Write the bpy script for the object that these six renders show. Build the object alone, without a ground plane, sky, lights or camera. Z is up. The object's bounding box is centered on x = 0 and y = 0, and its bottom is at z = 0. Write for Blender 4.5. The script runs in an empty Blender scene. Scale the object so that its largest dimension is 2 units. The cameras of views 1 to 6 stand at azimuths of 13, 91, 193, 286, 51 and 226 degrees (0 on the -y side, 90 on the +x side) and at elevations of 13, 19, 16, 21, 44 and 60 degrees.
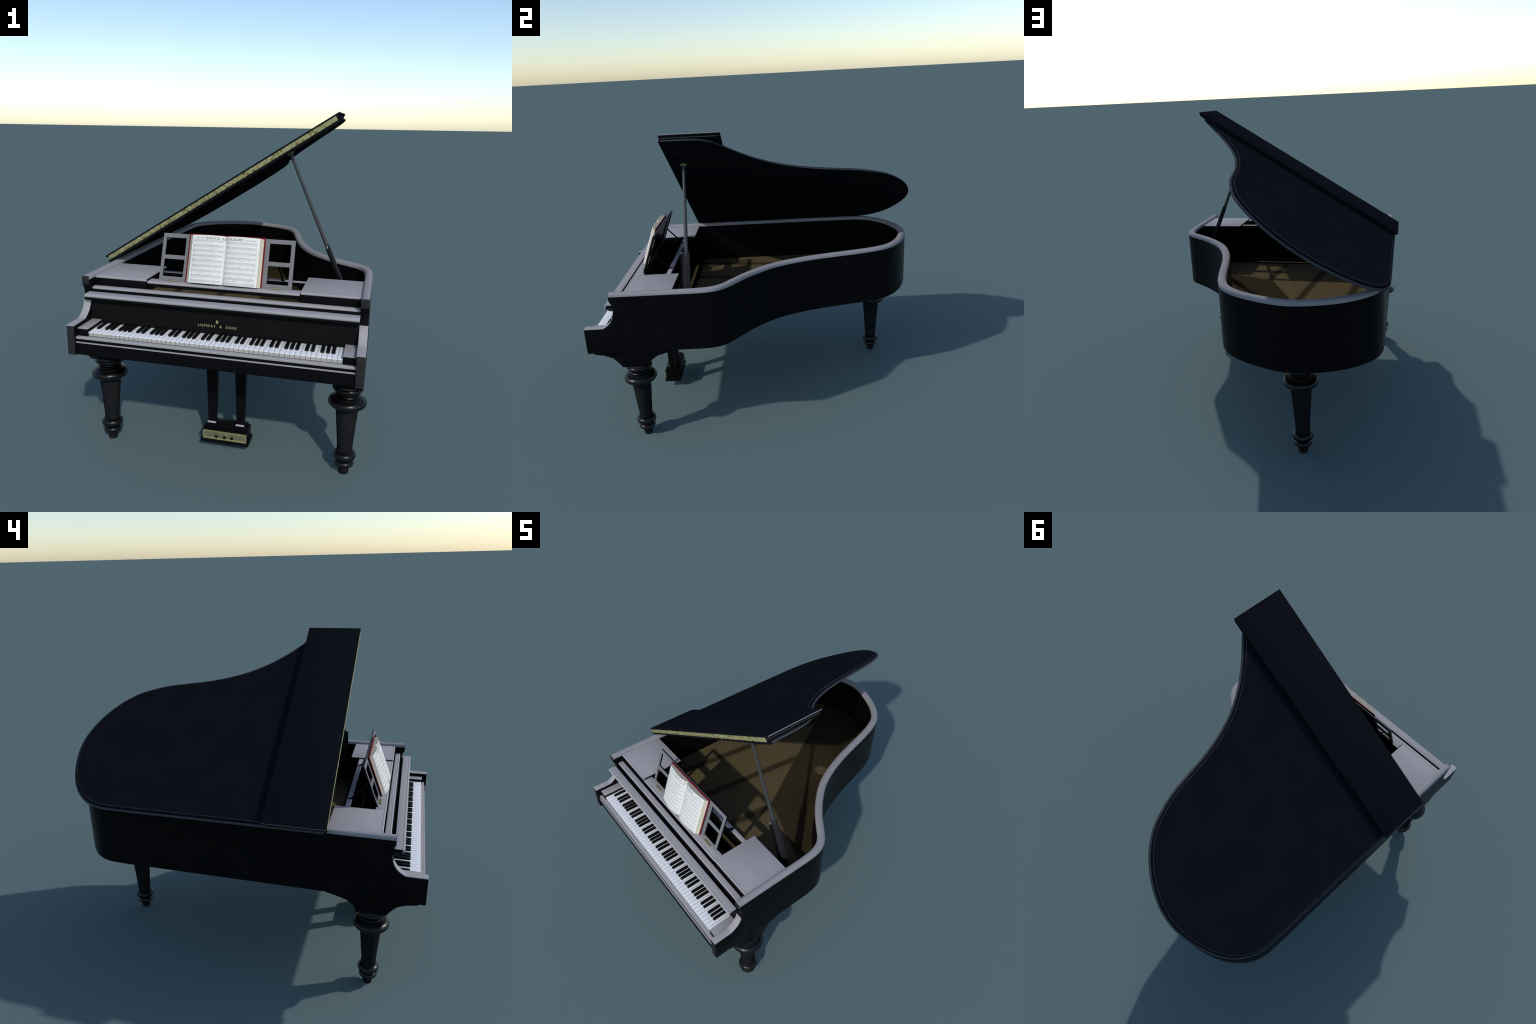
# Black antique grand piano, lid propped open, with an open music book on its desk.
import bpy, bmesh, math, random
from mathutils import Vector, Matrix

random.seed(7)
CX = 0.0165                      # the case's centre line (the lid overhangs to the left)

# ------------------------------------------------------------------ materials
def new_mat(name):
    m = bpy.data.materials.new(name)
    m.use_nodes = True
    nt = m.node_tree
    return m, nt, nt.nodes["Principled BSDF"]

def simple(name, col, rough=0.4, spec=0.5, metal=0.0, noise=0.0, scale=40.0, stretch=(1, 1, 1), rough_var=0.0):
    m, nt, b = new_mat(name)
    b.inputs["Base Color"].default_value = (*col, 1)
    b.inputs["Roughness"].default_value = rough
    b.inputs["Specular IOR Level"].default_value = spec
    b.inputs["Metallic"].default_value = metal
    if noise or rough_var:
        tc = nt.nodes.new("ShaderNodeTexCoord")
        mp = nt.nodes.new("ShaderNodeMapping")
        mp.inputs["Scale"].default_value = stretch
        n = nt.nodes.new("ShaderNodeTexNoise")
        n.inputs["Scale"].default_value = scale
        n.inputs["Detail"].default_value = 4
        nt.links.new(tc.outputs["Object"], mp.inputs[0])
        nt.links.new(mp.outputs[0], n.inputs["Vector"])
        if noise:
            cr = nt.nodes.new("ShaderNodeValToRGB")
            cr.color_ramp.elements[0].color = (*[c * (1 - noise) for c in col], 1)
            cr.color_ramp.elements[1].color = (*[min(1, c * (1 + noise)) for c in col], 1)
            cr.color_ramp.elements[0].position = 0.3
            cr.color_ramp.elements[1].position = 0.7
            nt.links.new(n.outputs["Fac"], cr.inputs[0])
            nt.links.new(cr.outputs[0], b.inputs["Base Color"])
        if rough_var:
            mr = nt.nodes.new("ShaderNodeMapRange")
            mr.inputs["To Min"].default_value = rough - rough_var
            mr.inputs["To Max"].default_value = rough + rough_var
            nt.links.new(n.outputs["Fac"], mr.inputs["Value"])
            nt.links.new(mr.outputs[0], b.inputs["Roughness"])
    return m

LACQUER = simple("black_lacquer", (0.0046, 0.0046, 0.0054), 0.32, 0.05, noise=0.04, scale=6)
LIDBLACK = simple("lid_black_lacquer", (0.0092, 0.0095, 0.0128), 0.6, 0.0, noise=0.04, scale=5)
TURNED = simple("turned_black_lacquer", (0.0125, 0.0130, 0.0142), 0.5, 0.0, noise=0.12, scale=20)
GLOSS = simple("polished_black_lacquer", (0.0035, 0.0035, 0.0040), 0.30, 0.32)
RODBLACK = simple("polished_rod_black", (0.042, 0.042, 0.045), 0.38, 0.40)  # black rod, base colour raised to carry its grey highlight
EDGE_LIGHT = simple("flap_edge_painted_glint", (0.22, 0.22, 0.23), 0.6, 0.05)  # pale lines painted where the flap ends catch light
EDGE = simple("lid_edge_painted_glint", (0.060, 0.062, 0.068), 0.6, 0.0)  # lightened black for the sheen drawn along lid and flap edges
KEYSIDE = simple("key_side_painted_shade", (0.10, 0.09, 0.075), 0.8, 0.0)  # key sides darkened to paint shadow into the gaps
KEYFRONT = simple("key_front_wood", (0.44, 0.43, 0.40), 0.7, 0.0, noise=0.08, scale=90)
FALL = simple("satin_black_wood", (0.0085, 0.0087, 0.0093), 0.6, 0.0, noise=0.15, scale=10, stretch=(1, 8, 8))
TOPLIGHT_GREY = simple("baked_toplight_grey", (0.335, 0.320, 0.330), 0.7, 0.0, noise=0.03, scale=9, stretch=(1, 3, 3))  # black lacquer tops coloured grey: overhead light baked into the base colour
RIMGREY = simple("rim_baked_toplight", (0.285, 0.275, 0.285), 0.7, 0.0, noise=0.03, scale=9)  # black rim lightened to grey for skylight falling on its top
DESK = simple("desk_baked_light_grey", (0.180, 0.178, 0.183), 0.7, 0.0, noise=0.05, scale=12)  # black desk tinted grey for the light baked on its front
DARKGREY = simple("black_lightened_for_front_light", (0.026, 0.026, 0.028), 0.6, 0.0, noise=0.08, scale=20)  # dark grey, paler than the case black: cheek fronts, rail moulding, prop holder
IVORY = simple("ivory", (0.80, 0.81, 0.83), 0.6, 0.05, noise=0.03, scale=60)
EBONY = simple("ebony", (0.006, 0.006, 0.006), 0.35, 0.10, noise=0.2, scale=50)
PIN = simple("pale_brass_pin", (0.40, 0.41, 0.25), 0.5, 0.1)
DULLBRASS = simple("tarnished_brass", (0.135, 0.130, 0.075), 0.45, 0.2, noise=0.3, scale=35)
BRASS = simple("polished_brass", (0.25, 0.24, 0.11), 0.4, 0.3, metal=0.15, noise=0.12, scale=60)
GILT = simple("gilt_lettering", (0.34, 0.31, 0.16), 0.5, 0.1)
RED = simple("red_cloth", (0.15, 0.012, 0.016), 0.8, 0.05, noise=0.25, scale=300)
INK = simple("ink", (0.14, 0.14, 0.135), 0.9, 0.0)

def page_edge_material():
    m, nt, b = new_mat("paper_edges")
    b.inputs["Roughness"].default_value = 0.8; b.inputs["Specular IOR Level"].default_value = 0.0
    tc = nt.nodes.new("ShaderNodeTexCoord"); mp = nt.nodes.new("ShaderNodeMapping")
    mp.inputs["Scale"].default_value = (30, 900, 4)
    n = nt.nodes.new("ShaderNodeTexNoise"); n.inputs["Scale"].default_value = 1; n.inputs["Detail"].default_value = 3
    cr = nt.nodes.new("ShaderNodeValToRGB")
    cr.color_ramp.elements[0].color = (0.40, 0.35, 0.25, 1); cr.color_ramp.elements[0].position = 0.3
    cr.color_ramp.elements[1].color = (0.66, 0.61, 0.49, 1); cr.color_ramp.elements[1].position = 0.65
    nt.links.new(tc.outputs["Object"], mp.inputs[0]); nt.links.new(mp.outputs[0], n.inputs["Vector"])
    nt.links.new(n.outputs["Fac"], cr.inputs[0]); nt.links.new(cr.outputs[0], b.inputs["Base Color"])
    return m

class G:
    """Small helper to write node maths as expressions."""
    def __init__(s, nt): s.nt = nt
    def m(s, op, a, b=None, c=None):
        n = s.nt.nodes.new("ShaderNodeMath"); n.operation = op
        for i, v in enumerate((a, b, c)):
            if v is None: continue
            if isinstance(v, (int, float)): n.inputs[i].default_value = v
            else: s.nt.links.new(v, n.inputs[i])
        return n.outputs[0]
    def noise(s, vec, scale, detail=2, dist=0.0):
        n = s.nt.nodes.new("ShaderNodeTexNoise"); n.inputs["Scale"].default_value = scale
        n.inputs["Detail"].default_value = detail; n.inputs["Distortion"].default_value = dist
        s.nt.links.new(vec, n.inputs["Vector"]); return n.outputs["Fac"]
    def mapped(s, vec, scale, loc=(0, 0, 0), rot=(0, 0, 0)):
        n = s.nt.nodes.new("ShaderNodeMapping"); n.inputs["Scale"].default_value = scale
        n.inputs["Location"].default_value = loc; n.inputs["Rotation"].default_value = rot
        s.nt.links.new(vec, n.inputs[0]); return n.outputs[0]
    def white(s, val):
        n = s.nt.nodes.new("ShaderNodeTexWhiteNoise"); n.noise_dimensions = '1D'
        s.nt.links.new(val, n.inputs["W"]); return n.outputs["Value"]
    def mix(s, f, a, b):
        n = s.nt.nodes.new("ShaderNodeMix"); n.data_type = 'RGBA'
        for i, v in ((0, f), (6, a), (7, b)):
            if isinstance(v, (int, float)): n.inputs[i].default_value = v
            elif isinstance(v, tuple): n.inputs[i].default_value = (*v, 1)
            else: s.nt.links.new(v, n.inputs[i])
        return n.outputs[2]
    def smooth(s, v, lo, hi):
        n = s.nt.nodes.new("ShaderNodeMapRange"); n.interpolation_type = 'SMOOTHSTEP'
        n.inputs["From Min"].default_value = lo; n.inputs["From Max"].default_value = hi
        s.nt.links.new(v, n.inputs["Value"]); return n.outputs[0]
    def band(s, v, centre, half, soft):
        d = s.m('ABSOLUTE', s.m('SUBTRACT', v, centre))
        return s.m('SUBTRACT', 1.0, s.smooth(d, half - soft, half + soft))

def page_material():
    """Printed music: staves of five lines, note marks and a line of verse below each stave."""
    m, nt, b = new_mat("printed_music_paper")
    b.inputs["Roughness"].default_value = 0.9; b.inputs["Specular IOR Level"].default_value = 0.0
    g = G(nt)
    tc = nt.nodes.new("ShaderNodeTexCoord")
    sp = nt.nodes.new("ShaderNodeSeparateXYZ"); nt.links.new(tc.outputs["Object"], sp.inputs[0])
    x, w = sp.outputs["X"], sp.outputs["Z"]
    pitch = 0.0246
    side = g.m('GREATER_THAN', x, 0.0)
    ww = g.m('ADD', w, g.m('MULTIPLY', side, 0.004))          # right page is set a little lower
    row = g.m('DIVIDE', g.m('SUBTRACT', ww, -0.0060), pitch)
    fr = g.m('FRACT', row); idx = g.m('FLOOR', row)
    rid = g.white(g.m('ADD', idx, g.m('MULTIPLY', side, 31.0)))
    # five lines between fr .45 and .85
    st = g.m('DIVIDE', g.m('SUBTRACT', fr, 0.48), 0.085)
    near = g.m('ABSOLUTE', g.m('SUBTRACT', g.m('FRACT', g.m('ADD', st, 0.5)), 0.5))
    line = g.m('LESS_THAN', near, 0.22)
    inst = g.m('MULTIPLY', g.m('GREATER_THAN', st, -0.5), g.m('LESS_THAN', st, 4.5))
    line = g.m('MULTIPLY', line, inst)
    # note marks
    cmb = nt.nodes.new("ShaderNodeCombineXYZ")
    nt.links.new(x, cmb.inputs[0]); nt.links.new(g.m('MULTIPLY', rid, 9.0), cmb.inputs[1]); nt.links.new(w, cmb.inputs[2])
    notes = g.m('GREATER_THAN', g.noise(g.mapped(cmb.outputs[0], (420, 1, 260)), 1.0, 2), 0.56)
    nband = g.m('MULTIPLY', g.m('GREATER_THAN', fr, 0.40), g.m('LESS_THAN', fr, 0.93))
    notes = g.m('MULTIPLY', notes, nband)
    # verse
    verse = g.m('GREATER_THAN', g.noise(g.mapped(cmb.outputs[0], (520, 1, 500)), 1.0, 1), 0.53)
    words = g.m('GREATER_THAN', g.noise(g.mapped(cmb.outputs[0], (75, 1, 0.01)), 1.0, 1), 0.47)
    vband = g.m('MULTIPLY', g.m('GREATER_THAN', fr, 0.16), g.m('LESS_THAN', fr, 0.26))
    verse = g.m('MULTIPLY', g.m('MULTIPLY', verse, words), vband)
    # page margins
    ax = g.m('ABSOLUTE', x)
    marg = g.m('MULTIPLY', g.m('GREATER_THAN', ax, 0.008), g.m('LESS_THAN', ax, 0.1585))
    vmax = g.m('LESS_THAN', w, 0.2110)
    # treble clef / bar blob at the left of every stave
    xs = g.m('ADD', x, g.m('MULTIPLY', side, -0.160))
    clef = g.m('MULTIPLY', g.m('MULTIPLY', g.m('GREATER_THAN', xs, -0.1575), g.m('LESS_THAN', xs, -0.1545)), nband)
    bars = g.m('MULTIPLY', g.m('LESS_THAN', g.m('ABSOLUTE', g.m('SUBTRACT', g.m('FRACT', g.m('MULTIPLY', g.m('ADD', x, g.m('MULTIPLY', rid, 0.02)), 27.0)), 0.5)), 0.012), inst)
    ink = g.m('MAXIMUM', g.m('MULTIPLY', line, 0.42), g.m('MAXIMUM', g.m('MULTIPLY', notes, 0.52), g.m('MAXIMUM', g.m('MULTIPLY', verse, 0.7), g.m('MAXIMUM', g.m('MULTIPLY', clef, 0.75), g.m('MULTIPLY', bars, 0.5)))))
    ink = g.m('MULTIPLY', g.m('MULTIPLY', ink, marg), vmax)
    stain = g.noise(tc.outputs["Object"], 22, 4)
    paper = g.mix(g.smooth(stain, 0.45, 0.8), (0.74, 0.74, 0.705), (0.69, 0.66, 0.59))
    col = g.mix(ink, paper, (0.12, 0.12, 0.115))
    nt.links.new(col, b.inputs["Base Color"])
    return m

def soundboard_material():
    """Brown sounding board seen through strings, dark iron bars, a plain brown iron plate at the treble."""
    m, nt, b = new_mat("strung_soundboard")
    b.inputs["Roughness"].default_value = 0.9; b.inputs["Specular IOR Level"].default_value = 0.0
    g = G(nt)
    tc = nt.nodes.new("ShaderNodeTexCoord")
    sp = nt.nodes.new("ShaderNodeSeparateXYZ"); nt.links.new(tc.outputs["Object"], sp.inputs[0])
    x, y = sp.outputs["X"], sp.outputs["Y"]
    # strings run along y, leaning a little
    sx = g.m('SUBTRACT', x, g.m('MULTIPLY', y, 0.13))
    wob = g.noise(g.mapped(tc.outputs["Object"], (5, 1.2, 1)), 1.0, 2)
    ph = g.m('FRACT', g.m('MULTIPLY', g.m('ADD', sx, g.m('MULTIPLY', wob, 0.004)), 50.0))
    tri = g.m('MULTIPLY', g.m('ABSOLUTE', g.m('SUBTRACT', ph, 0.5)), 2.0)
    grain = g.noise(g.mapped(tc.outputs["Object"], (50, 3, 1)), 1.0, 3)
    base = g.mix(grain, (0.105, 0.080, 0.042), (0.155, 0.115, 0.058))
    strung = g.mix(g.smooth(tri, 0.1, 0.9), (0.088, 0.070, 0.039), base)
    # iron bars (dark, soft edged)
    bars = None
    for c in (-0.47, -0.19, 0.115):
        k = g.band(sx, c, 0.024, 0.016)
        bars = k if bars is None else g.m('MAXIMUM', bars, k)
    strung = g.mix(g.m('MULTIPLY', bars, 0.72), strung, (0.010, 0.009, 0.007))
    # plain brown plate at the treble / tail side
    l1 = g.m('ADD', y, g.m('MULTIPLY', g.m('SUBTRACT', x, 0.04), 1.77)); l1 = g.m('ADD', l1, 0.06)
    l2 = g.m('ADD', y, g.m('MULTIPLY', g.m('SUBTRACT', x, 0.085), 0.35)); l2 = g.m('ADD', l2, 0.13)
    plate = g.m('MULTIPLY', g.smooth(l1, -0.012, 0.012), g.smooth(l2, -0.012, 0.012))
    blot = g.noise(g.mapped(tc.outputs["Object"], (6, 4, 1)), 1.0, 2)
    pcol = g.mix(blot, (0.022, 0.017, 0.010), (0.050, 0.039, 0.021))
    col = g.mix(plate, strung, pcol)
    # round sound hole in the plate
    dx = g.m('SUBTRACT', x, 0.05); dy = g.m('SUBTRACT', y, 0.34)
    r = g.m('SQRT', g.m('ADD', g.m('MULTIPLY', dx, dx), g.m('MULTIPLY', dy, dy)))
    col = g.mix(g.m('SUBTRACT', 1.0, g.smooth(r, 0.036, 0.048)), col, (0.105, 0.080, 0.043))
    # front: black tuning plate with two brown felt strips
    front = g.m('SUBTRACT', 1.0, g.smooth(y, -0.50, -0.47))
    col = g.mix(front, col, (0.006, 0.006, 0.005))
    strip = g.m('MAXIMUM', g.band(y, -0.527, 0.009, 0.003), g.band(y, -0.606, 0.007, 0.003))
    col = g.mix(strip, col, (0.075, 0.055, 0.026))
    nt.links.new(col, b.inputs["Base Color"])
    return m

def hinge_material():
    """Brass piano hinge: leaves broken into light and dark knuckles of uneven width."""
    m, nt, b = new_mat("knuckled_brass_hinge")
    b.inputs["Roughness"].default_value = 0.5; b.inputs["Specular IOR Level"].default_value = 0.1
    g = G(nt)
    tc = nt.nodes.new("ShaderNodeTexCoord")
    sp = nt.nodes.new("ShaderNodeSeparateXYZ"); nt.links.new(tc.outputs["Object"], sp.inputs[0])
    x, h = sp.outputs["X"], sp.outputs["Z"]
    leaf = g.m('GREATER_THAN', h, -0.0195)
    xx = g.m('ADD', x, g.m('MULTIPLY', leaf, 3.37))
    a = g.white(g.m('FLOOR', g.m('MULTIPLY', xx, 150.0)))
    c = g.white(g.m('FLOOR', g.m('MULTIPLY', g.m('ADD', xx, 0.41), 330.0)))
    v = g.m('ADD', g.m('MULTIPLY', a, 0.5), g.m('MULTIPLY', c, 0.5))
    cr = nt.nodes.new("ShaderNodeValToRGB"); e = cr.color_ramp.elements
    e[0].position = 0.18; e[0].color = (0.11, 0.080, 0.024, 1)
    e[1].position = 0.62; e[1].color = (0.29, 0.295, 0.145, 1)
    k = e.new(0.38); k.color = (0.20, 0.18, 0.072, 1)
    nt.links.new(v, cr.inputs[0])
    nt.links.new(cr.outputs[0], b.inputs["Base Color"])
    return m

PAGE_EDGE = page_edge_material(); PAGE = page_material(); BOARD = soundboard_material(); HINGE = hinge_material()

# ------------------------------------------------------------------ geometry helpers
def add(name, verts, faces, mat, parent=None, smooth=None, bevel=0.0, segs=2, bevel_angle=30):
    me = bpy.data.meshes.new(name)
    bm = bmesh.new()
    vs = [bm.verts.new(v) for v in verts]
    for f in faces:
        bm.faces.new([vs[i] for i in f])
    bmesh.ops.recalc_face_normals(bm, faces=bm.faces)
    if bevel:
        es = [e for e in bm.edges if len(e.link_faces) == 2 and e.calc_face_angle(0) > math.radians(bevel_angle)]
        bmesh.ops.bevel(bm, geom=es, offset=bevel, segments=segs, profile=0.6, affect='EDGES', clamp_overlap=True)
    bm.to_mesh(me); bm.free()
    ob = bpy.data.objects.new(name, me)
    bpy.context.scene.collection.objects.link(ob)
    me.materials.append(mat)
    if smooth is not None:
        me.polygons.foreach_set("use_smooth", [True] * len(me.polygons))
        me.set_sharp_from_angle(angle=math.radians(smooth))
    if parent: ob.parent = parent
    return ob

def empty(name, parent=None):
    ob = bpy.data.objects.new(name, None)
    ob.empty_display_size = 0.1
    bpy.context.scene.collection.objects.link(ob)
    if parent: ob.parent = parent
    return ob

def box(name, x, y, z, mat, parent, bevel=0.002, smooth=40):
    v = [(a, b, c) for c in z for b in y for a in x]
    f = [(0, 1, 3, 2), (4, 5, 7, 6), (0, 1, 5, 4), (2, 3, 7, 6), (0, 2, 6, 4), (1, 3, 7, 5)]
    return add(name, v, f, mat, parent, smooth, bevel)

def prism_x(name, prof, x0, x1, mat, parent, bevel=0.0, smooth=30):
    """Profile of (y, z) points extruded along x."""
    n = len(prof)
    v = [(x0, p[0], p[1]) for p in prof] + [(x1, p[0], p[1]) for p in prof]
    f = [tuple(range(n)), tuple(range(2 * n - 1, n - 1, -1))]
    f += [(i, (i + 1) % n, n + (i + 1) % n, n + i) for i in range(n)]
    return add(name, v, f, mat, parent, smooth, bevel)

def lathe(name, prof, mat, parent, seg=64, smooth=35):
    v, f = [], []
    for r, z in prof:
        for k in range(seg):
            a = 2 * math.pi * k / seg
            v.append((r * math.cos(a), r * math.sin(a), z))
    for i in range(len(prof) - 1):
        for k in range(seg):
            k2 = (k + 1) % seg
            f.append((i * seg + k, i * seg + k2, (i + 1) * seg + k2, (i + 1) * seg + k))
    f.append(tuple(range(seg))); f.append(tuple(range((len(prof) - 1) * seg, len(prof) * seg)))
    return add(name, v, f, mat, parent, smooth)

def rod(name, p0, p1, r0, r1, mat, parent, seg=16):
    p0, p1 = Vector(p0), Vector(p1)
    d = p1 - p0; L = d.length
    ob = lathe(name, [(r0, 0), (r1, L)], mat, parent, seg)
    ob.location = p0; ob.rotation_euler = d.to_track_quat('Z', 'Y').to_euler()
    return ob

def arc(cx, cz, r, a0, a1, n):
    return [(cx + r * math.cos(math.radians(a0 + (a1 - a0) * i / n)), cz + r * math.sin(math.radians(a0 + (a1 - a0) * i / n))) for i in range(n + 1)]

def catmull(P, sub):
    out = []
    for i in range(len(P) - 1):
        p0 = P[i - 1] if i else (2 * P[0][0] - P[1][0], 2 * P[0][1] - P[1][1])
        p3 = P[i + 2] if i + 2 < len(P) else (2 * P[-1][0] - P[-2][0], 2 * P[-1][1] - P[-2][1])
        p1, p2 = P[i], P[i + 1]
        # centripetal
        def tj(ti, a, b): return ti + max(1e-6, math.dist(a, b)) ** 0.5
        t0 = 0; t1 = tj(t0, p0, p1); t2 = tj(t1, p1, p2); t3 = tj(t2, p2, p3)
        for k in range(sub):
            t = t1 + (t2 - t1) * k / sub
            def L(a, b, ta, tb): return tuple(((tb - t) * a[j] + (t - ta) * b[j]) / (tb - ta) for j in (0, 1))
            A1, A2, A3 = L(p0, p1, t0, t1), L(p1, p2, t1, t2), L(p2, p3, t2, t3)
            B1, B2 = L(A1, A2, t0, t2), L(A2, A3, t1, t3)
            out.append(L(B1, B2, t1, t2))
    out.append(P[-1])
    return out

def resample(path, step):
    d = [0]
    for a, b in zip(path, path[1:]): d.append(d[-1] + math.dist(a, b))
    n = max(2, round(d[-1] / step)); out = []; j = 0
    for i in range(n + 1):
        t = d[-1] * i / n
        while j < len(d) - 2 and d[j + 1] < t: j += 1
        k = (t - d[j]) / max(1e-9, d[j + 1] - d[j])
        out.append(tuple(path[j][c] + k * (path[j + 1][c] - path[j][c]) for c in (0, 1)))
    return out

def normals_of(path):
    """Outward normals of a path that runs counter-clockwise (right front, tail, left front)."""
    N = []
    for i in range(len(path)):
        a = path[max(0, i - 1)]; b = path[min(len(path) - 1, i + 1)]
        tx, ty = b[0] - a[0], b[1] - a[1]; l = math.hypot(tx, ty)
        N.append((ty / l, -tx / l))
    return N

# ------------------------------------------------------------------ case outline (plan)
XR, XL, WALL = 0.7115, -0.679, 0.0375
SEAM = -0.80
OUT_CTRL = [(XR, SEAM), (XR, -0.6200), (XR, -0.4600), (0.7107, -0.3700), (0.7050, -0.3050), (0.6875, -0.2550),
            (0.6520, -0.2085), (0.5950, -0.1640), (0.5185, -0.1050), (0.4370, -0.0265), (0.3600, 0.0685), (0.3000, 0.1850),
            (0.2505, 0.3250), (0.2145, 0.4650), (0.1810, 0.6000), (0.1485, 0.7025), (0.1020, 0.7910), (0.0200, 0.8655),
            (-0.0950, 0.9250), (-0.2475, 0.9683), (-0.3675, 0.9555), (-0.4855, 0.9140), (-0.5720, 0.8575), (-0.6400, 0.7830),
            (-0.6710, 0.7075), (XL, 0.6000), (XL, 0.4000), (XL, 0.0000), (XL, -0.4000), (XL, SEAM)]
OUTLINE = resample(catmull(OUT_CTRL, 16), 0.012)
ONORM = normals_of(OUTLINE)

def wall_at(p):
    """Rim thickness: slim along the straight front, stouter round the bend and tail."""
    def ease(t): t = min(1, max(0, t)); return t * t * (3 - 2 * t)
    k = ease((p[1] + 0.46) / 0.22) if p[0] > 0.2 else (ease((p[1] - 0.25) / 0.4) if p[0] < -0.6 else 1.0)
    return WALL + 0.0065 * k

def sweep(name, prof, mat, parent, path=OUTLINE, norms=ONORM, smooth=40, closed_prof=True, cap=True, rim=False):
    """prof: (outward offset, z) cross-section carried along the path."""
    n = len(prof); v = []; f = []
    for p, m in zip(path, norms):
        k = wall_at(p) / WALL if rim else 1.0
        for o, z in prof:
            q = o * k if o < 0 else o
            v.append((p[0] + m[0] * q, p[1] + m[1] * q, z))
    for i in range(len(path) - 1):
        for k in range(n if closed_prof else n - 1):
            k2 = (k + 1) % n
            f.append((i * n + k, i * n + k2, (i + 1) * n + k2, (i + 1) * n + k))
    if cap and closed_prof:
        f.append(tuple(range(n))); f.append(tuple(range((len(path) - 1) * n, len(path) * n)))
    return add(name, v, f, mat, parent, smooth)

# ------------------------------------------------------------------ the piano
piano = empty("grand_piano")
piano["label"] = "black antique grand piano with propped lid and turned legs"
piano["category"] = "piano"

ZB, ZT, FLOOR = 0.578, 0.9300, 0.643
CAPZ = 0.909
# ---- case: bent rim, underside, soundboard
case = sweep("case_rim", [(0, CAPZ), (0, ZB + 0.002), (-0.002, ZB), (-WALL, ZB), (-WALL, CAPZ)], LACQUER, piano, smooth=35, rim=True)
cap_prof = [(0.0005, CAPZ + 0.0002)]
for i in range(1, 12):
    a = math.pi * i / 12
    cap_prof.append((-WALL / 2 + (WALL / 2 + 0.0005) * math.copysign(abs(math.cos(a)) ** 0.75, math.cos(a)),
                     CAPZ + (ZT - CAPZ) * math.sin(a) ** 0.75))
cap_prof.append((-WALL - 0.0005, CAPZ + 0.0002))
FRONT_TOP = -0.8405
cap_ctrl_path = [(XR, FRONT_TOP)] + OUTLINE + [(XL, FRONT_TOP)]
cap_path = [(XR, FRONT_TOP), (XR, -0.83)] + OUTLINE[0:] + [(XL, -0.83), (XL, FRONT_TOP)]
sweep("rim_toplight_cap", cap_prof, RIMGREY, case, path=cap_path, norms=normals_of(cap_path), smooth=50, rim=True)

def plan_slab(name, inset, z0, z1, mat, parent, front):
    pts = [(p[0] + m[0] * inset, p[1] + m[1] * inset) for p, m in zip(OUTLINE, ONORM)]
    pts = [(XR + inset, front)] + pts + [(XL - inset, front)]
    n = len(pts)
    v = [(a, b, z0) for a, b in pts] + [(a, b, z1) for a, b in pts]
    f = [tuple(range(n)), tuple(range(n, 2 * n))] + [(i, (i + 1) % n, n + (i + 1) % n, n + i) for i in range(n)]
    return add(name, v, f, mat, parent, 35)
plan_slab("case_bottom", -WALL + 0.0005, ZB + 0.004, ZB + 0.020, LACQUER, case, -0.79)
plan_slab("soundboard", -WALL + 0.0005, FLOOR - 0.012, FLOOR, BOARD, case, -0.784)
# inner belly rail along the rim
# ---- cheeks (arms beside the keyboard)
arm_curve = catmull([(-0.898, 0.7235), (-0.881, 0.7315), (-0.853, 0.7550), (-0.8360, 0.7840), (-0.8275, 0.8180), (-0.8250, 0.8480),
                     (-0.8305, 0.8650), (-0.8395, 0.8800)], 6)
cheek_prof = [(-0.9985, ZB), (-0.9985, 0.7235)] + arm_curve + [(FRONT_TOP, 0.884), (FRONT_TOP, CAPZ), (SEAM, CAPZ), (SEAM, ZB)]
arm_top = [(-1.0, 0.7235)] + [p for p in arm_curve if p[1] < 0.803]
def offset_strip(line, d):
    out = []
    for i, p in enumerate(line):
        a = line[max(0, i - 1)]; b = line[min(len(line) - 1, i + 1)]
        ty, tz = b[0] - a[0], b[1] - a[1]; l = math.hypot(ty, tz)
        out.append((p[0] - tz / l * d, p[1] + ty / l * d))
    return out
for x0, x1 in ((XR - WALL, XR), (XL, XL + WALL)):
    ck = prism_x("cheek", cheek_prof, x0, x1, DARKGREY if False else LACQUER, case, 0.0012, smooth=25)
    top = offset_strip(arm_top, 0.0035)
    prism_x("arm_toplight_strip", top + arm_top[::-1], x0 - 0.0004, x1 + 0.0004, TOPLIGHT_GREY, case, 0.0008, smooth=30)
    box("cheek_frontlight_plate", (x0 + 0.0004, x1 - 0.0004), (-1.0, -0.9980), (ZB + 0.001, 0.7230), DARKGREY, case, 0.0006)
    box("cheek_frontlight_plate", (x0 + 0.0003, x1 - 0.0003), (FRONT_TOP - 0.0012, FRONT_TOP + 0.0004), (0.8835, 0.9265), DARKGREY, case, 0.0006)

XI0, XI1 = XL + WALL, XR - WALL           # inside of the cheeks

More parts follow.
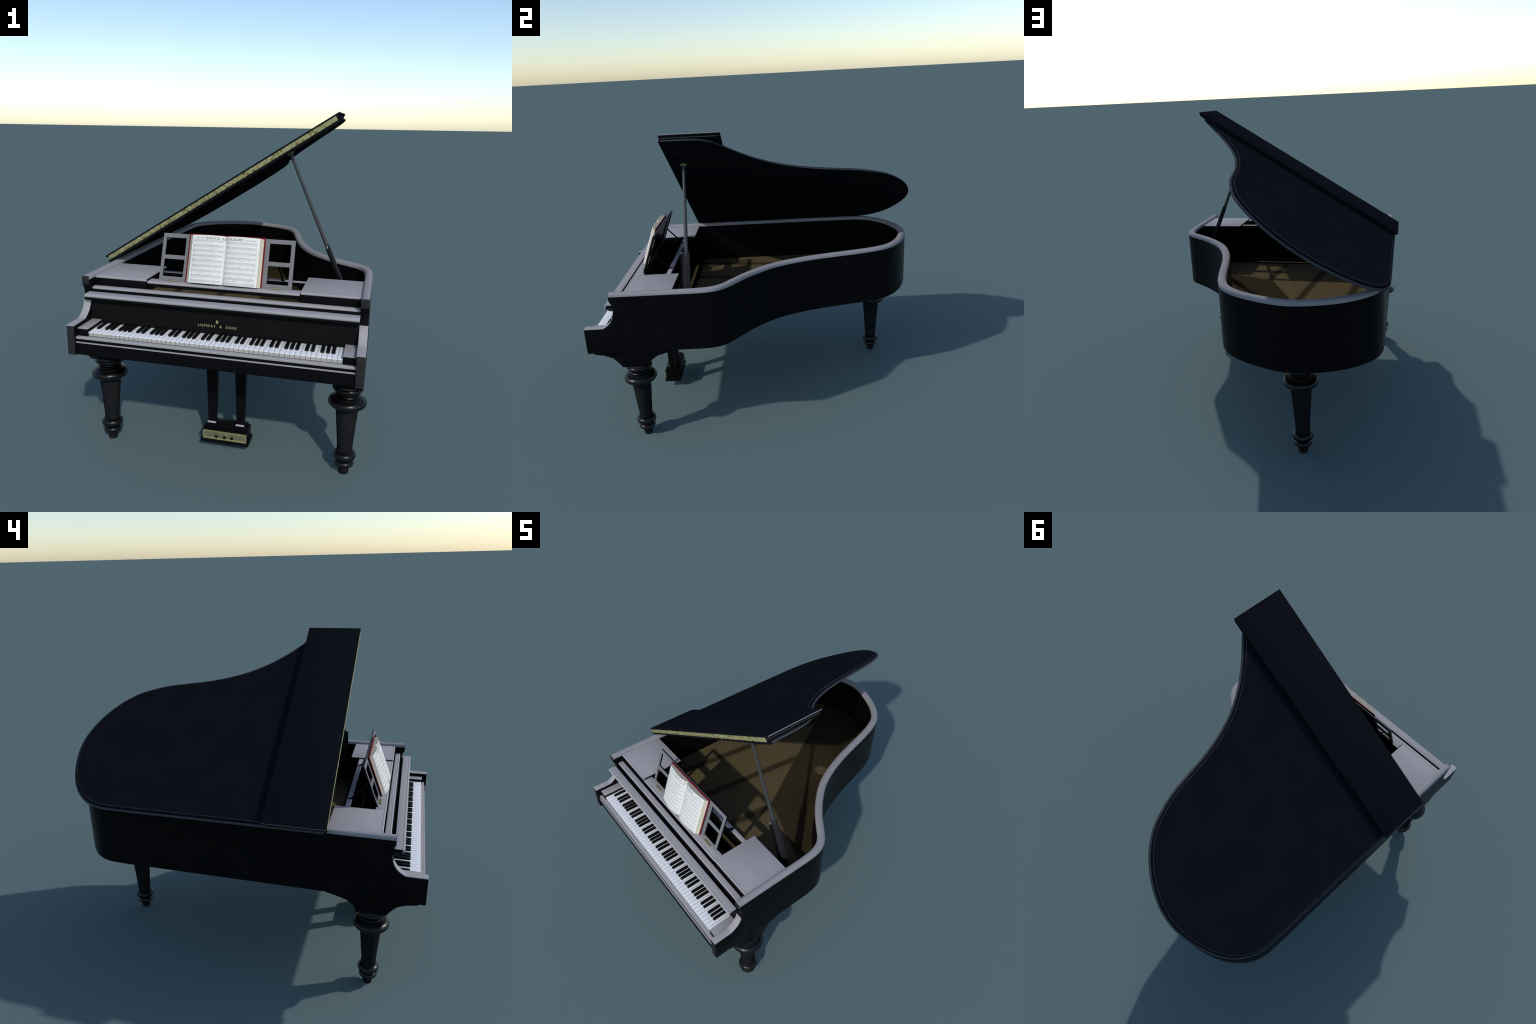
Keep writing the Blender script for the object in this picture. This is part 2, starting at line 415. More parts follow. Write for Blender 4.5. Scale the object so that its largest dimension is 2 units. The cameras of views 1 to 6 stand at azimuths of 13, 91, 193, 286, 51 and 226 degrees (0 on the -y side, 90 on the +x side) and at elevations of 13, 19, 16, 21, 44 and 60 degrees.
# ---- front: key bed, key slip, fall board, rails
bed = box("key_bed", (XI0 + 0.0003, XI1 - 0.0003), (-0.984, -0.78), (ZB + 0.001, 0.655), LACQUER, case, 0.002)
slip = box("key_slip", (XI0 + 0.0005, XI1 - 0.0005), (-0.9815, -0.9640), (0.6640, 0.6675), TOPLIGHT_GREY, case, 0.0006)
prism_x("slip_nosing", [(-0.9826, 0.6670), (-0.9826, 0.6570), (-0.9865, 0.6570)] + arc(-0.9832, 0.6633, 0.0037, 200, 95, 7), XI0 + 0.0005, XI1 - 0.0005, TOPLIGHT_GREY, slip, 0, 30)
box("slip_core", (XI0 + 0.0007, XI1 - 0.0007), (-0.9840, -0.9645), (0.640, 0.6638), LACQUER, slip, 0.0005)
box("key_slip_groove", (XI0 + 0.0008, XI1 - 0.0008), (-0.9878, -0.970), (0.6445, 0.6560), LACQUER, case, 0.001)
box("key_slip_bead", (XI0 + 0.0006, XI1 - 0.0006), (-0.9930, -0.975), (0.6385, 0.6435), TOPLIGHT_GREY, case, 0.0018)
box("key_slip_front", (XI0 + 0.0007, XI1 - 0.0007), (-0.9885, -0.972), (ZB, 0.6380), LACQUER, case, 0.002)

box("fall_board", (XI0 + 0.0005, XI1 - 0.0005), (-0.8315, -0.8275), (0.660, 0.8299), FALL, case, 0.001)
rail = box("fall_board_rail", (XL + 0.0335, XR - 0.0365), (-0.8712, -0.8345), (0.8455, 0.8485), TOPLIGHT_GREY, case, 0.0006)
prism_x("rail_nosing", [(-0.8726, 0.8480), (-0.8726, 0.8300)] + arc(-0.8752, 0.8390, 0.0090, 262, 98, 10), XL + 0.0335, XR - 0.0365, TOPLIGHT_GREY, rail, 0, 30)
box("rail_core", (XL + 0.0340, XR - 0.0370), (-0.8740, -0.8335), (0.8300, 0.8453), LACQUER, rail, 0.0005)
under = [(-0.8305, 0.8298), (-0.8305, 0.8120), (-0.8520, 0.8120), (-0.8590, 0.8150), (-0.8640, 0.8205), (-0.8720, 0.8240), (-0.8770, 0.8298)]
prism_x("rail_moulding", under, XL + 0.0345, XR - 0.0370, DARKGREY, case, 0, 30)
box("action_front", (XI0 + 0.0004, XI1 - 0.0004), (-0.8190, -0.8070), (0.655, 0.8524), LACQUER, case, 0.001)
rail2 = box("front_rail", (XI0 + 0.0006, XI1 - 0.0006), (-0.8035, -0.7820), (0.8635, 0.8660), TOPLIGHT_GREY, case, 0.0006)
prism_x("rail_nosing", [(-0.8048, 0.8655), (-0.8048, 0.8530)] + arc(-0.8075, 0.8592, 0.0062, 262, 98, 8), XI0 + 0.0006, XI1 - 0.0006, TOPLIGHT_GREY, rail2, 0, 30)
box("rail_core", (XI0 + 0.0008, XI1 - 0.0008), (-0.8065, -0.7825), (0.8525, 0.8633), LACQUER, rail2, 0.0005)

# ---- cover panels left and right, music shelf between them
PX = (-0.3665, 0.3970)
def nosing(name, x0, x1, yfront, yback, ztop, thick, parent, mat=TOPLIGHT_GREY):
    """Half-round strip along a front edge, parted from the flat top by a fine dark line."""
    r = thick / 2
    prof = [(yback, ztop - 0.0004), (yback, ztop - thick)] + arc(yfront + r, ztop - r - 0.0004, r, 262, 98, 10)
    return prism_x(name, prof, x0, x1, mat, parent, 0, 30)
def cover(x0, x1, back, ztop, thick, body_bottom, name):
    top = box(name, (x0, x1), (-0.7650, back), (ztop - 0.0032, ztop), TOPLIGHT_GREY, case, 0.0006)
    nosing("panel_nosing", x0, x1, -0.7765, -0.7664, ztop, 0.0125, top)
    box("panel_body", (x0 + 0.0006, x1 - 0.0006), (-0.7690, back - 0.0006), (body_bottom, ztop - 0.0034), LACQUER, top, 0.0010)
    if name == "cover_panel":
        box("panel_apron", (x0 + 0.0012, x1 - 0.0012), (-0.7745, -0.7692), (0.8450, ztop - 0.0130), LACQUER, top, 0.0010)
    return top
cover(XI0 + 0.0008, -0.3695, -0.5085, 0.9135, 0.0135, 0.8690, "cover_panel")
cover(0.3968, XI1 - 0.0008, -0.5085, 0.9135, 0.0135, 0.8690, "cover_panel")
cover(-0.3630, 0.3930, -0.7210, 0.9055, 0.0130, 0.8770, "music_shelf")
bar = box("desk_support_bar", (PX[0] + 0.001, PX[1] - 0.001), (-0.5865, -0.5605), (0.8850, 0.9030), LACQUER, case, 0.001)
box("support_bar_toplight_plate", (PX[0] + 0.0015, PX[1] - 0.0015), (-0.5868, -0.5602), (0.9032, 0.9055), TOPLIGHT_GREY, bar, 0.0006)

# ---- keyboard
keyboard = empty("keyboard", piano)
KX0, KX1 = -0.5865, 0.6160
KW = (KX1 - KX0) / 52
white_prof = [(-0.8320, 0.6690), (-0.9645, 0.6690), (-0.9645, 0.6830), (-0.9668, 0.6850), (-0.9665, 0.6880), (-0.8320, 0.6880)]
wk = prism_x("white_key", white_prof, 0.0007, KW - 0.0007, IVORY, keyboard, 0.0005)
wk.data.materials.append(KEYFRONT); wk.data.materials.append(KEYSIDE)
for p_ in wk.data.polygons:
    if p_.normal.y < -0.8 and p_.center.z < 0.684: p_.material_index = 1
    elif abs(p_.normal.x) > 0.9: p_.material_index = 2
bh = [(-0.8320, 0.0), (-0.9170, 0.0), (-0.9155, 0.0075), (-0.9110, 0.0105), (-0.8320, 0.0110)]
def black_mesh():
    v = []
    for sgn in (-1, 1):
        for y, h in bh:
            half = 0.0083 - 0.0018 * (h / 0.011)
            v.append((sgn * half, y, 0.6875 + h))
    n = len(bh)
    f = [tuple(range(n)), tuple(range(n, 2 * n))] + [(i, (i + 1) % n, n + (i + 1) % n, n + i) for i in range(n)]
    return add("black_key", v, f, EBONY, keyboard, 35, 0.0012)
bk = black_mesh()
first_w = first_b = True
names = "ABCDEFG"
for i in range(52):
    if first_w: ob = wk; first_w = False
    else:
        ob = wk.copy(); bpy.context.scene.collection.objects.link(ob)
    ob.location = (KX0 + i * KW, 0, random.uniform(-0.0002, 0.0002))
    letter = names[i % 7]
    if i < 51 and letter in "ACDFG":
        if first_b: ob = bk; first_b = False
        else:
            ob = bk.copy(); bpy.context.scene.collection.objects.link(ob)
        shift = {"C": -0.0014, "D": 0.0014, "F": -0.0016, "G": 0.0, "A": 0.0016}[letter]
        ob.location = (KX0 + (i + 1) * KW + shift, 0, random.uniform(-0.0003, 0.0003))
for x0, x1 in ((XI0 + 0.0010, KX0 - 0.0006), (KX1 + 0.0006, XI1 - 0.0010)):
    kb = box("key_block", (x0, x1), (-0.9700, -0.8325), (0.6660, 0.7020), LACQUER, keyboard, 0.001)
    box("key_block_toplight_plate", (x0 + 0.0003, x1 - 0.0003), (-0.9698, -0.8325), (0.7022, 0.7052), TOPLIGHT_GREY, kb, 0.0006)

# ---- maker's name on the fall board
def text_mesh(name, body, size, mat, parent, depth=0.0004, align='CENTER', space=1.0, fit=None, bold=0.0):
    cu = bpy.data.curves.new(name, 'FONT'); cu.body = body; cu.size = size
    cu.align_x = align; cu.extrude = depth; cu.space_character = space; cu.offset = bold
    tmp = bpy.data.objects.new(name + "_tmp", cu); bpy.context.scene.collection.objects.link(tmp)
    bpy.context.view_layer.update()
    me = bpy.data.meshes.new_from_object(tmp.evaluated_get(bpy.context.evaluated_depsgraph_get()))
    bpy.data.objects.remove(tmp); bpy.data.curves.remove(cu)
    me.materials.clear(); me.materials.append(mat); me.name = name
    ob = bpy.data.objects.new(name, me); bpy.context.scene.collection.objects.link(ob); ob.parent = parent
    if fit:
        xs = [v.co.x for v in me.vertices]; ys = [v.co.y for v in me.vertices]
        sx, sy = fit[0] / (max(xs) - min(xs)), fit[1] / (max(ys) - min(ys))
        mx, my = (max(xs) + min(xs)) / 2, min(ys)
        for v in me.vertices: v.co = ((v.co.x - mx) * sx, (v.co.y - my) * sy, v.co.z)
    return ob
logo = text_mesh("maker_name", "LISPWAY  &  SONS", 0.017, GILT, case, space=1.35, fit=(0.190, 0.0125), bold=0.0002)
logo.rotation_euler = (math.pi / 2, 0, 0); logo.location = (0.0125, -0.8320, 0.7215)
# small flame / drop emblem over the name
drop = []
for i in range(24):
    t = 2 * math.pi * i / 24
    r = 0.0064
    px = r * math.sin(t) * (1 if math.cos(t) < 0 else (1 - math.cos(t)) ** 0.8 * 0.95 + 0.05)
    pz = -r * math.cos(t) * -1 if math.cos(t) < 0 else r * 2.0 * math.cos(t)
    drop.append((px, pz))
n = len(drop)
add("emblem", [(a, -0.0005, b) for a, b in drop] + [(a, 0.0004, b) for a, b in drop],
    [tuple(range(n)), tuple(range(n, 2 * n))] + [(i, (i + 1) % n, n + (i + 1) % n, n + i) for i in range(n)], GILT, case).location = (0.0126, -0.8318, 0.7490)

# ---- legs
def ring(r_in, r_out, zc, h, n=12):
    return [(r_in + (r_out - r_in) * math.cos(math.radians(a)) ** 0.8 if abs(a) < 90 else r_in, zc + h / 2 * math.sin(math.radians(a))) for a in [-90 + 180 * i / n for i in range(n + 1)]]
def leg_rings(b):
    """Turned rings and collars, as separate profiles so that they take the polished finish."""
    return [ring(0.024, 0.0478, 0.0575, 0.034),
            [(0.030, 0.0740), (0.0420, 0.0755), (0.0430, 0.0770), (0.030, 0.0790)],
            ring(0.030, 0.0556, 0.0990, 0.042),
            [(0.034, 0.1180), (0.0420, 0.1190), (0.0425, 0.1215), (0.0390, 0.1235), (0.034, 0.1240)],
            ring(0.048, 0.0925, 0.3850 + b, 0.052, 16),
            [(0.040, 0.4050 + b), (0.0660, 0.4080 + b), (0.0650, 0.4120 + b), (0.0600, 0.4150 + b), (0.040, 0.4155 + b)],
            ring(0.036, 0.0600, 0.4225 + b, 0.016, 8),
            [(0.036, 0.4290 + b), (0.0485, 0.4300 + b), (0.0475, 0.4370 + b), (0.0540, 0.4420 + b), (0.036, 0.4430 + b)],
            ring(0.050, 0.0735, 0.4560 + b, 0.028, 10),
            [(0.050, 0.4680 + b), (0.0690, 0.4690 + b), (0.066, 0.4790 + b if not b else ZB + 0.001), (0.050, 0.4790 + b if not b else ZB + 0.001)]]
def make_leg(loc, lift):
    leg = lathe("leg", [(0.0215, 0.0), (0.0238, 0.0025), (0.0262, 0.040), (0.030, 0.060), (0.0375, 0.1240), (0.0385, 0.160), (0.0545, 0.352 + lift), (0.040, 0.38 + lift), (0.040, 0.478 + lift)], TURNED, piano)
    leg.location = loc
    v, f = [], []; seg = 64
    for prof in leg_rings(lift):
        o = len(v)
        for r, z in prof:
            for k in range(seg):
                t = 2 * math.pi * k / seg; v.append((r * math.cos(t), r * math.sin(t), z))
        n_ = len(prof)
        for i in range(n_):
            i2 = (i + 1) % n_
            for k in range(seg):
                k2 = (k + 1) % seg
                f.append((o + i * seg + k, o + i * seg + k2, o + i2 * seg + k2, o + i2 * seg + k))
    add("leg_rings", v, f, GLOSS, leg, 40)
    return leg
bracket_prof = [(-0.972, ZB + 0.0005), (-0.968, 0.5690), (-0.960, 0.5645), (-0.915, 0.5575), (-0.868, 0.5390), (-0.840, 0.5100), (-0.8180, 0.4790),
                (-0.672, 0.4790), (-0.655, 0.5150), (-0.618, 0.5430), (-0.560, 0.5600), (-0.515, 0.5700), (-0.508, ZB + 0.0005)]
for lx, ly in ((-0.6050, -0.745), (0.6360, -0.745)):
    leg = make_leg((lx, ly, 0), 0.0)
    o = 0.0665
    br = prism_x("leg_bracket", bracket_prof, -o, o, LACQUER, leg, 0.0025, 40)
    br.location = (0, -ly, 0)
make_leg((-0.2675, 0.742, 0), 0.033)

# ---- pedal lyre
LX = 0.0177
lyre = empty("pedal_lyre", piano)
box("lyre_base", (LX - 0.127, LX + 0.127), (-0.7265, -0.6210), (0.0405, 0.0600), LACQUER, lyre, 0.002)
box("lyre_box", (LX - 0.1175, LX + 0.1175), (-0.7195, -0.6270), (0.0600, 0.1090), LACQUER, lyre, 0.001)
box("lyre_box_lid", (LX - 0.1185, LX + 0.1185), (-0.7230, -0.6260), (0.1090, 0.1180), LACQUER, lyre, 0.0015)
box("lyre_box_step", (LX - 0.1085, LX + 0.1085), (-0.7085, -0.6340), (0.1180, 0.1330), LACQUER, lyre, 0.0015)
# brass plate, a shallow frame around a sunk face
pl_out = (LX - 0.1165, LX + 0.1165); pz = (0.0605, 0.1080)
plate = box("pedal_plate", (pl_out[0] + 0.006, pl_out[1] - 0.006), (-0.7225, -0.7185), (pz[0] + 0.005, pz[1] - 0.004), DULLBRASS, lyre, 0.0005)
box("plate_moulding", pl_out, (-0.7262, -0.7190), (pz[1] - 0.006, pz[1]), BRASS, plate, 0.0018)
box("plate_moulding", pl_out, (-0.7262, -0.7190), (pz[0], pz[0] + 0.010), BRASS, plate, 0.0018)
for e in (0, 1):
    xx = pl_out[e] + (0.0 if e == 0 else -0.007)
    box("plate_moulding", (xx, xx + 0.007), (-0.7255, -0.7190), (pz[0] + 0.0098, pz[1] - 0.0058), BRASS, plate, 0.0012)
for dx in (-0.044, 0.0, 0.0395):
    pd = lathe("pedal", [(0.0, 0), (0.0070, 0.0), (0.0082, 0.002), (0.0072, 0.0055), (0.004, 0.0075), (0.0, 0.0078)], EBONY, lyre, 24)
    pd.rotation_euler = (math.pi / 2, 0, 0); pd.location = (LX + dx, -0.7222, 0.0775)
for px in (LX - 0.0760, LX + 0.0760):
    secs = [(0.1330, 0.0235, 0.0235), (0.1400, 0.0235, 0.0235), (0.1470, 0.0200, 0.0185), (0.30, 0.0232, 0.0195), (0.44, 0.0272, 0.0210), (ZB + 0.005, 0.0310, 0.0225)]
    v, f = [], []
    for z, a, c in secs:
        v += [(px - a, -0.678 - c, z), (px + a, -0.678 - c, z), (px + a, -0.678 + c, z), (px - a, -0.678 + c, z)]
    for i in range(len(secs) - 1):
        for k in range(4):
            f.append((i * 4 + k, i * 4 + (k + 1) % 4, (i + 1) * 4 + (k + 1) % 4, (i + 1) * 4 + k))
    f += [(0, 1, 2, 3), tuple(range(len(v) - 4, len(v)))]
    post = add("lyre_post", v, f, LACQUER, lyre, 25, 0.0015, bevel_angle=50)
    # pale strip over the chamfer at the foot
    t = 0.0239; u = 0.0202; d0 = 0.0240; d1 = 0.0188
    prof = [(-0.678 - d0 - 0.0006, 0.1402), (-0.678 - d1 - 0.0006, 0.1472), (-0.678 - d1 + 0.001, 0.1472), (-0.678 - d0 + 0.001, 0.1402)]
    vv = [(px - t, prof[0][0], prof[0][1]), (px + t, prof[0][0], prof[0][1]), (px + u, prof[1][0], prof[1][1]), (px - u, prof[1][0], prof[1][1]),
          (px - t, prof[3][0], prof[3][1]), (px + t, prof[3][0], prof[3][1]), (px + u, prof[2][0], prof[2][1]), (px - u, prof[2][0], prof[2][1])]
    add("post_foot_pale_strip", vv, [(0, 1, 2, 3), (4, 5, 6, 7), (0, 1, 5, 4), (2, 3, 7, 6), (0, 3, 7, 4), (1, 2, 6, 5)], TOPLIGHT_GREY, post)

# ---- lid (built flat in its own frame: x along the slope, z normal), then tilted
ANG = math.radians(32.13)
lid = empty("lid", piano)
lid.location = (-0.7262, 0, 0.9492); lid.rotation_euler = (0, -ANG, 0)
LID_CTRL = [(1.4610, -0.5165), (1.4610, -0.42), (1.4600, -0.36), (1.4500, -0.300), (1.4230, -0.245), (1.3700, -0.192), (1.3000, -0.135), (1.2280, -0.070),
            (1.1550, 0.010), (1.0850, 0.110), (1.0280, 0.230), (0.9860, 0.360), (0.9600, 0.480), (0.9330, 0.600), (0.8950, 0.700), (0.8480, 0.787),
            (0.7660, 0.872), (0.6600, 0.941), (0.5450, 0.985), (0.4350, 1.0000), (0.3350, 0.9890), (0.2280, 0.957), (0.1400, 0.913), (0.0720, 0.855),
            (0.0230, 0.780), (0.0030, 0.700), (-0.0010, 0.600), (-0.0010, 0.30), (-0.0010, -0.10), (-0.0010, -0.5165)]
lp = resample(catmull(LID_CTRL, 14), 0.012)
ln = normals_of(lp)
lid_edge = [(-0.020, -0.0430), (-0.007, -0.0430), (-0.002, -0.0418), (0.0, -0.0392), (0.0, -0.0370), (-0.0025, -0.0335), (-0.0075, -0.0315),
            (-0.0110, -0.0308), (-0.0120, -0.0290), (-0.0135, -0.0258), (-0.0165, -0.0238), (-0.0200, -0.0230), (-0.0210, -0.0215), (-0.0225, -0.0205), (-0.0300, -0.0205)]
nL = len(lid_edge); v = []; f = []
for p, m in zip(lp, ln):
    for o, h in lid_edge: v.append((p[0] + m[0] * o, p[1] + m[1] * o if not (p[1] < -0.51) else p[1], h))
for i in range(len(lp) - 1):
    for k in range(nL - 1):
        f.append((i * nL + k, i * nL + k + 1, (i + 1) * nL + k + 1, (i + 1) * nL + k))
f.append(tuple(i * nL for i in range(len(lp))))
f.append(tuple(i * nL + nL - 1 for i in range(len(lp))))
f.append(tuple(list(range(nL)) + [(len(lp) - 1) * nL + k for k in reversed(range(nL))]))
lid_main = add("lid_panel", v, f, LIDBLACK, lid, 30)
# pale strips modelled on the lid's moulding: highlight on its roll, thin glint inside
bead = [(-0.0090, -0.0312), (-0.0070, -0.0311), (-0.0035, -0.0322), (-0.0008, -0.0342), (0.0007, -0.0372), (0.0003, -0.0400), (-0.0040, -0.0392)]
lpt = [q for q in lp if q[1] > -0.505]
nn_ = normals_of(lpt)
sweep("lid_edge_glint_strip", bead, EDGE, lid, path=lpt, norms=nn_, smooth=50)
fillet = [(-0.0212, -0.0222), (-0.0196, -0.0226), (-0.0200, -0.0202), (-0.0216, -0.0202)]
sweep("lid_inner_glint_line", fillet, EDGE, lid, path=lpt, norms=nn_, smooth=50)
# folded front flap lying on the lid
S0, S1 = 0.0, 1.4620
fl = [(S0, 0.0), (S0, -0.0070), (S0 + 0.004, -0.0105), (S0 + 0.011, -0.0135), (S0 + 0.0145, -0.0160), (S0 + 0.0150, -0.0195)]
flap_prof = fl + [(S1 + S0 - a, b) for a, b in reversed(fl)]
flap_prof = [(a, b) for a, b in flap_prof]
Y0, Y1 = -0.5182, -0.1950
def flap():
    n = len(flap_prof); v = []
    for y in (Y0, Y1): v += [(a, y, b) for a, b in flap_prof]
    f = [tuple(range(n)), tuple(range(2 * n - 1, n - 1, -1))] + [(i, (i + 1) % n, n + (i + 1) % n, n + i) for i in range(n)]
    return add("lid_flap", v, f, LIDBLACK, lid, 25, 0.0008)
flap()
for q in (S0, S1):
    d = -1 if q == S0 else 1
    box("flap_edge_glint_strip", sorted((q - d * 0.0012, q + d * 0.0008)), (Y0 + 0.002, Y1 - 0.001), (-0.0052, -0.0008), EDGE_LIGHT, lid, 0.0005)
    box("flap_edge_glint_strip", sorted((q - d * 0.0155, q - d * 0.0125)), (Y0 + 0.002, Y1 - 0.008), (-0.0185, -0.0150), EDGE, lid, 0.0005)
hg = box("lid_hinge", (0.0172, 1.4385), (-0.5196, -0.5150), (-0.0305, -0.0085), HINGE, lid, 0.0004)
rodh = lathe("hinge_pin", [(0.0009, 0), (0.0009, 1.4200)], PIN, hg, 10)
rodh.rotation_euler = (0, math.pi / 2, 0); rodh.location = (0.0180, -0.5195, -0.0195)
# prop cups on the underside
def to_lid(p):
    d = Vector(p) - Vector((-0.726, 0, 0.9475))
    return (d.x * math.cos(ANG) + d.z * math.sin(ANG), d.y, -d.x * math.sin(ANG) + d.z * math.cos(ANG))
cup_prof = [(0.0085, 0.0), (0.0085, -0.0035), (0.0110, -0.0050), (0.0165, -0.0040), (0.0190, -0.0015), (0.0195, 0.0)]
c = to_lid((0.2750, -0.4367, 1.523))
cup = lathe("prop_cup", cup_prof, BRASS, lid, 32); cup.location = (c[0], c[1], -0.0431)
cup2 = lathe("prop_cup", cup_prof, EBONY, lid, 32); cup2.location = (1.345, -0.455, -0.0431)

# ---- lid prop
prop = empty("lid_prop", piano)
top = Vector((0.2780, -0.4367, 1.5180)); joint = Vector((0.4770, -0.4380, 1.0650))
axis = (top - joint).normalized()
foot = joint - axis * 0.41
rod("prop_rod", joint - axis * 0.06, top, 0.0115, 0.0080, RODBLACK, prop, 20)
# flat wooden holder with rounded head and an inset slot
hold = empty("prop_holder", prop)
ax_z = axis; ax_y = Vector((0, 1, 0)); ax_x = ax_y.cross(ax_z).normalized()
M = Matrix((ax_x, ax_y, ax_z)).transposed().to_4x4(); M.translation = foot
L = 0.41
def stadium(w, z0, z1, n=12):
    pts = [(-w, z0), (w, z0)]
    pts += [(w * math.cos(math.pi * i / n), z1 - w + w * math.sin(math.pi * i / n)) for i in range(n + 1)]
    return pts
def plate_yz(name, w, z0, z1, x0, x1, mat, y=0.0, squash=1.0):
    P = stadium(w, z0, z1); n = len(P)
    v = [(x0, y + a, b) for a, b in P] + [(x1, y + a, b) for a, b in P]
    f = [tuple(range(n)), tuple(range(n, 2 * n))] + [(i, (i + 1) % n, n + (i + 1) % n, n + i) for i in range(n)]
    ob = add(name, v, f, mat, prop, 30, 0.0015)
    return ob
h1 = plate_yz("prop_holder_body", 0.0190, 0.0, L + 0.012, -0.010, 0.010, DARKGREY)
h2 = plate_yz("prop_slot", 0.0085, 0.03, L - 0.016, 0.0085, 0.0112, DARKGREY, -0.004)
h3 = box("short_prop", (-0.008, 0.007), (-0.0310, -0.0195), (0.02, L - 0.006), LACQUER, prop, 0.0015)
for o in (h1, h2, h3): o.matrix_world = M
bpy.data.objects.remove(hold)
for k in (0, 1):
    pin = lathe("prop_pin", [(0.0, 0), (0.0035, 0.0), (0.0035, 0.004), (0.002, 0.006), (0.0, 0.0062)], TOPLIGHT_GREY, prop, 16)
    mm = M.copy(); mm.translation = M @ Vector((0.001, -0.028 + 0.011 * k, L - 0.006 + 0.004 * k)); pin.matrix_world = mm

# ---- music desk
TILT = math.radians(20.37)
desk = empty("music_desk", piano)
desk.location = (0, -0.7325, 0.9062); desk.rotation_euler = (-TILT, 0, 0)
xs = [-0.3205, -0.3030, -0.1990, -0.1700, 0.1955, 0.2245, 0.3285, 0.3475]
ws = [0.0, 0.0205, 0.0540, 0.0740, 0.1070, 0.1280, 0.1610, 0.1810, 0.2150, 0.2365]
def desk_layer(name, y0, y1, mat, solid, bev):
    bm = bmesh.new(); V = {}
    for i, x in enumerate(xs):
        for j, w in enumerate(ws):
            for k, y in enumerate((y0, y1)): V[i, j, k] = bm.verts.new((x, y, w))
    for i in range(7):
        for j in range(9):
            if not solid(i, j): continue
            for k in (0, 1): bm.faces.new([V[i, j, k], V[i + 1, j, k], V[i + 1, j + 1, k], V[i, j + 1, k]])
            for (a, b, di, dj) in (((i, j), (i + 1, j), 0, -1), ((i, j + 1), (i + 1, j + 1), 0, 1), ((i, j), (i, j + 1), -1, 0), ((i + 1, j), (i + 1, j + 1), 1, 0)):
                if not solid(i + di, j + dj):
                    bm.faces.new([V[a[0], a[1], 0], V[b[0], b[1], 0], V[b[0], b[1], 1], V[a[0], a[1], 1]])
    bmesh.ops.delete(bm, geom=[q for q in bm.verts if not q.link_faces], context='VERTS')
    bmesh.ops.recalc_face_normals(bm, faces=bm.faces)
    es = [e for e in bm.edges if len(e.link_faces) == 2 and e.calc_face_angle(0) > 1.0]
    bmesh.ops.bevel(bm, geom=es, offset=bev, segments=2, profile=0.6, affect='EDGES', clamp_overlap=True)
    me = bpy.data.meshes.new(name); bm.to_mesh(me); bm.free(); me.materials.append(mat)
    ob = bpy.data.objects.new(name, me); bpy.context.scene.collection.objects.link(ob); ob.parent = desk
    me.polygons.foreach_set("use_smooth", [True] * len(me.polygons)); me.set_sharp_from_angle(angle=math.radians(30))
inside = lambda i, j: 0 <= i < 7 and 0 <= j < 9
window = lambda i, j: i in (1, 5) and j in (1, 2, 3, 5, 6, 7)
desk_layer("desk_frame", 0.0, 0.0042, DESK, lambda i, j: inside(i, j) and not window(i, j), 0.0018)
desk_layer("desk_back", 0.0043, 0.0125, LACQUER, lambda i, j: inside(i, j) and not window(i, j) and not (i == 3 and 1 <= j <= 7), 0.0015)
box("desk_back_panel", (xs[3] - 0.002, xs[4] + 0.002), (0.0044, 0.0056), (ws[1] - 0.002, ws[8] + 0.002), LACQUER, desk, 0.0)
for x0, x1 in ((-0.2820, -0.2200), (0.2445, 0.3050)):
    box("desk_hinge", (x0, x1), (-0.0115, -0.0008), (-0.0022, 0.0026), BRASS, desk, 0.0012)
for sx in (-0.2450, 0.2780):
    st = rod("desk_strut", (sx - 0.008, -0.684, 1.0150), (sx, -0.5800, 0.9060), 0.0048, 0.0048, LACQUER, piano, 10)
    box("strut_foot", (sx - 0.007, sx + 0.007), (-0.5865, -0.5640), (0.9050, 0.9090), LACQUER, piano, 0.001)

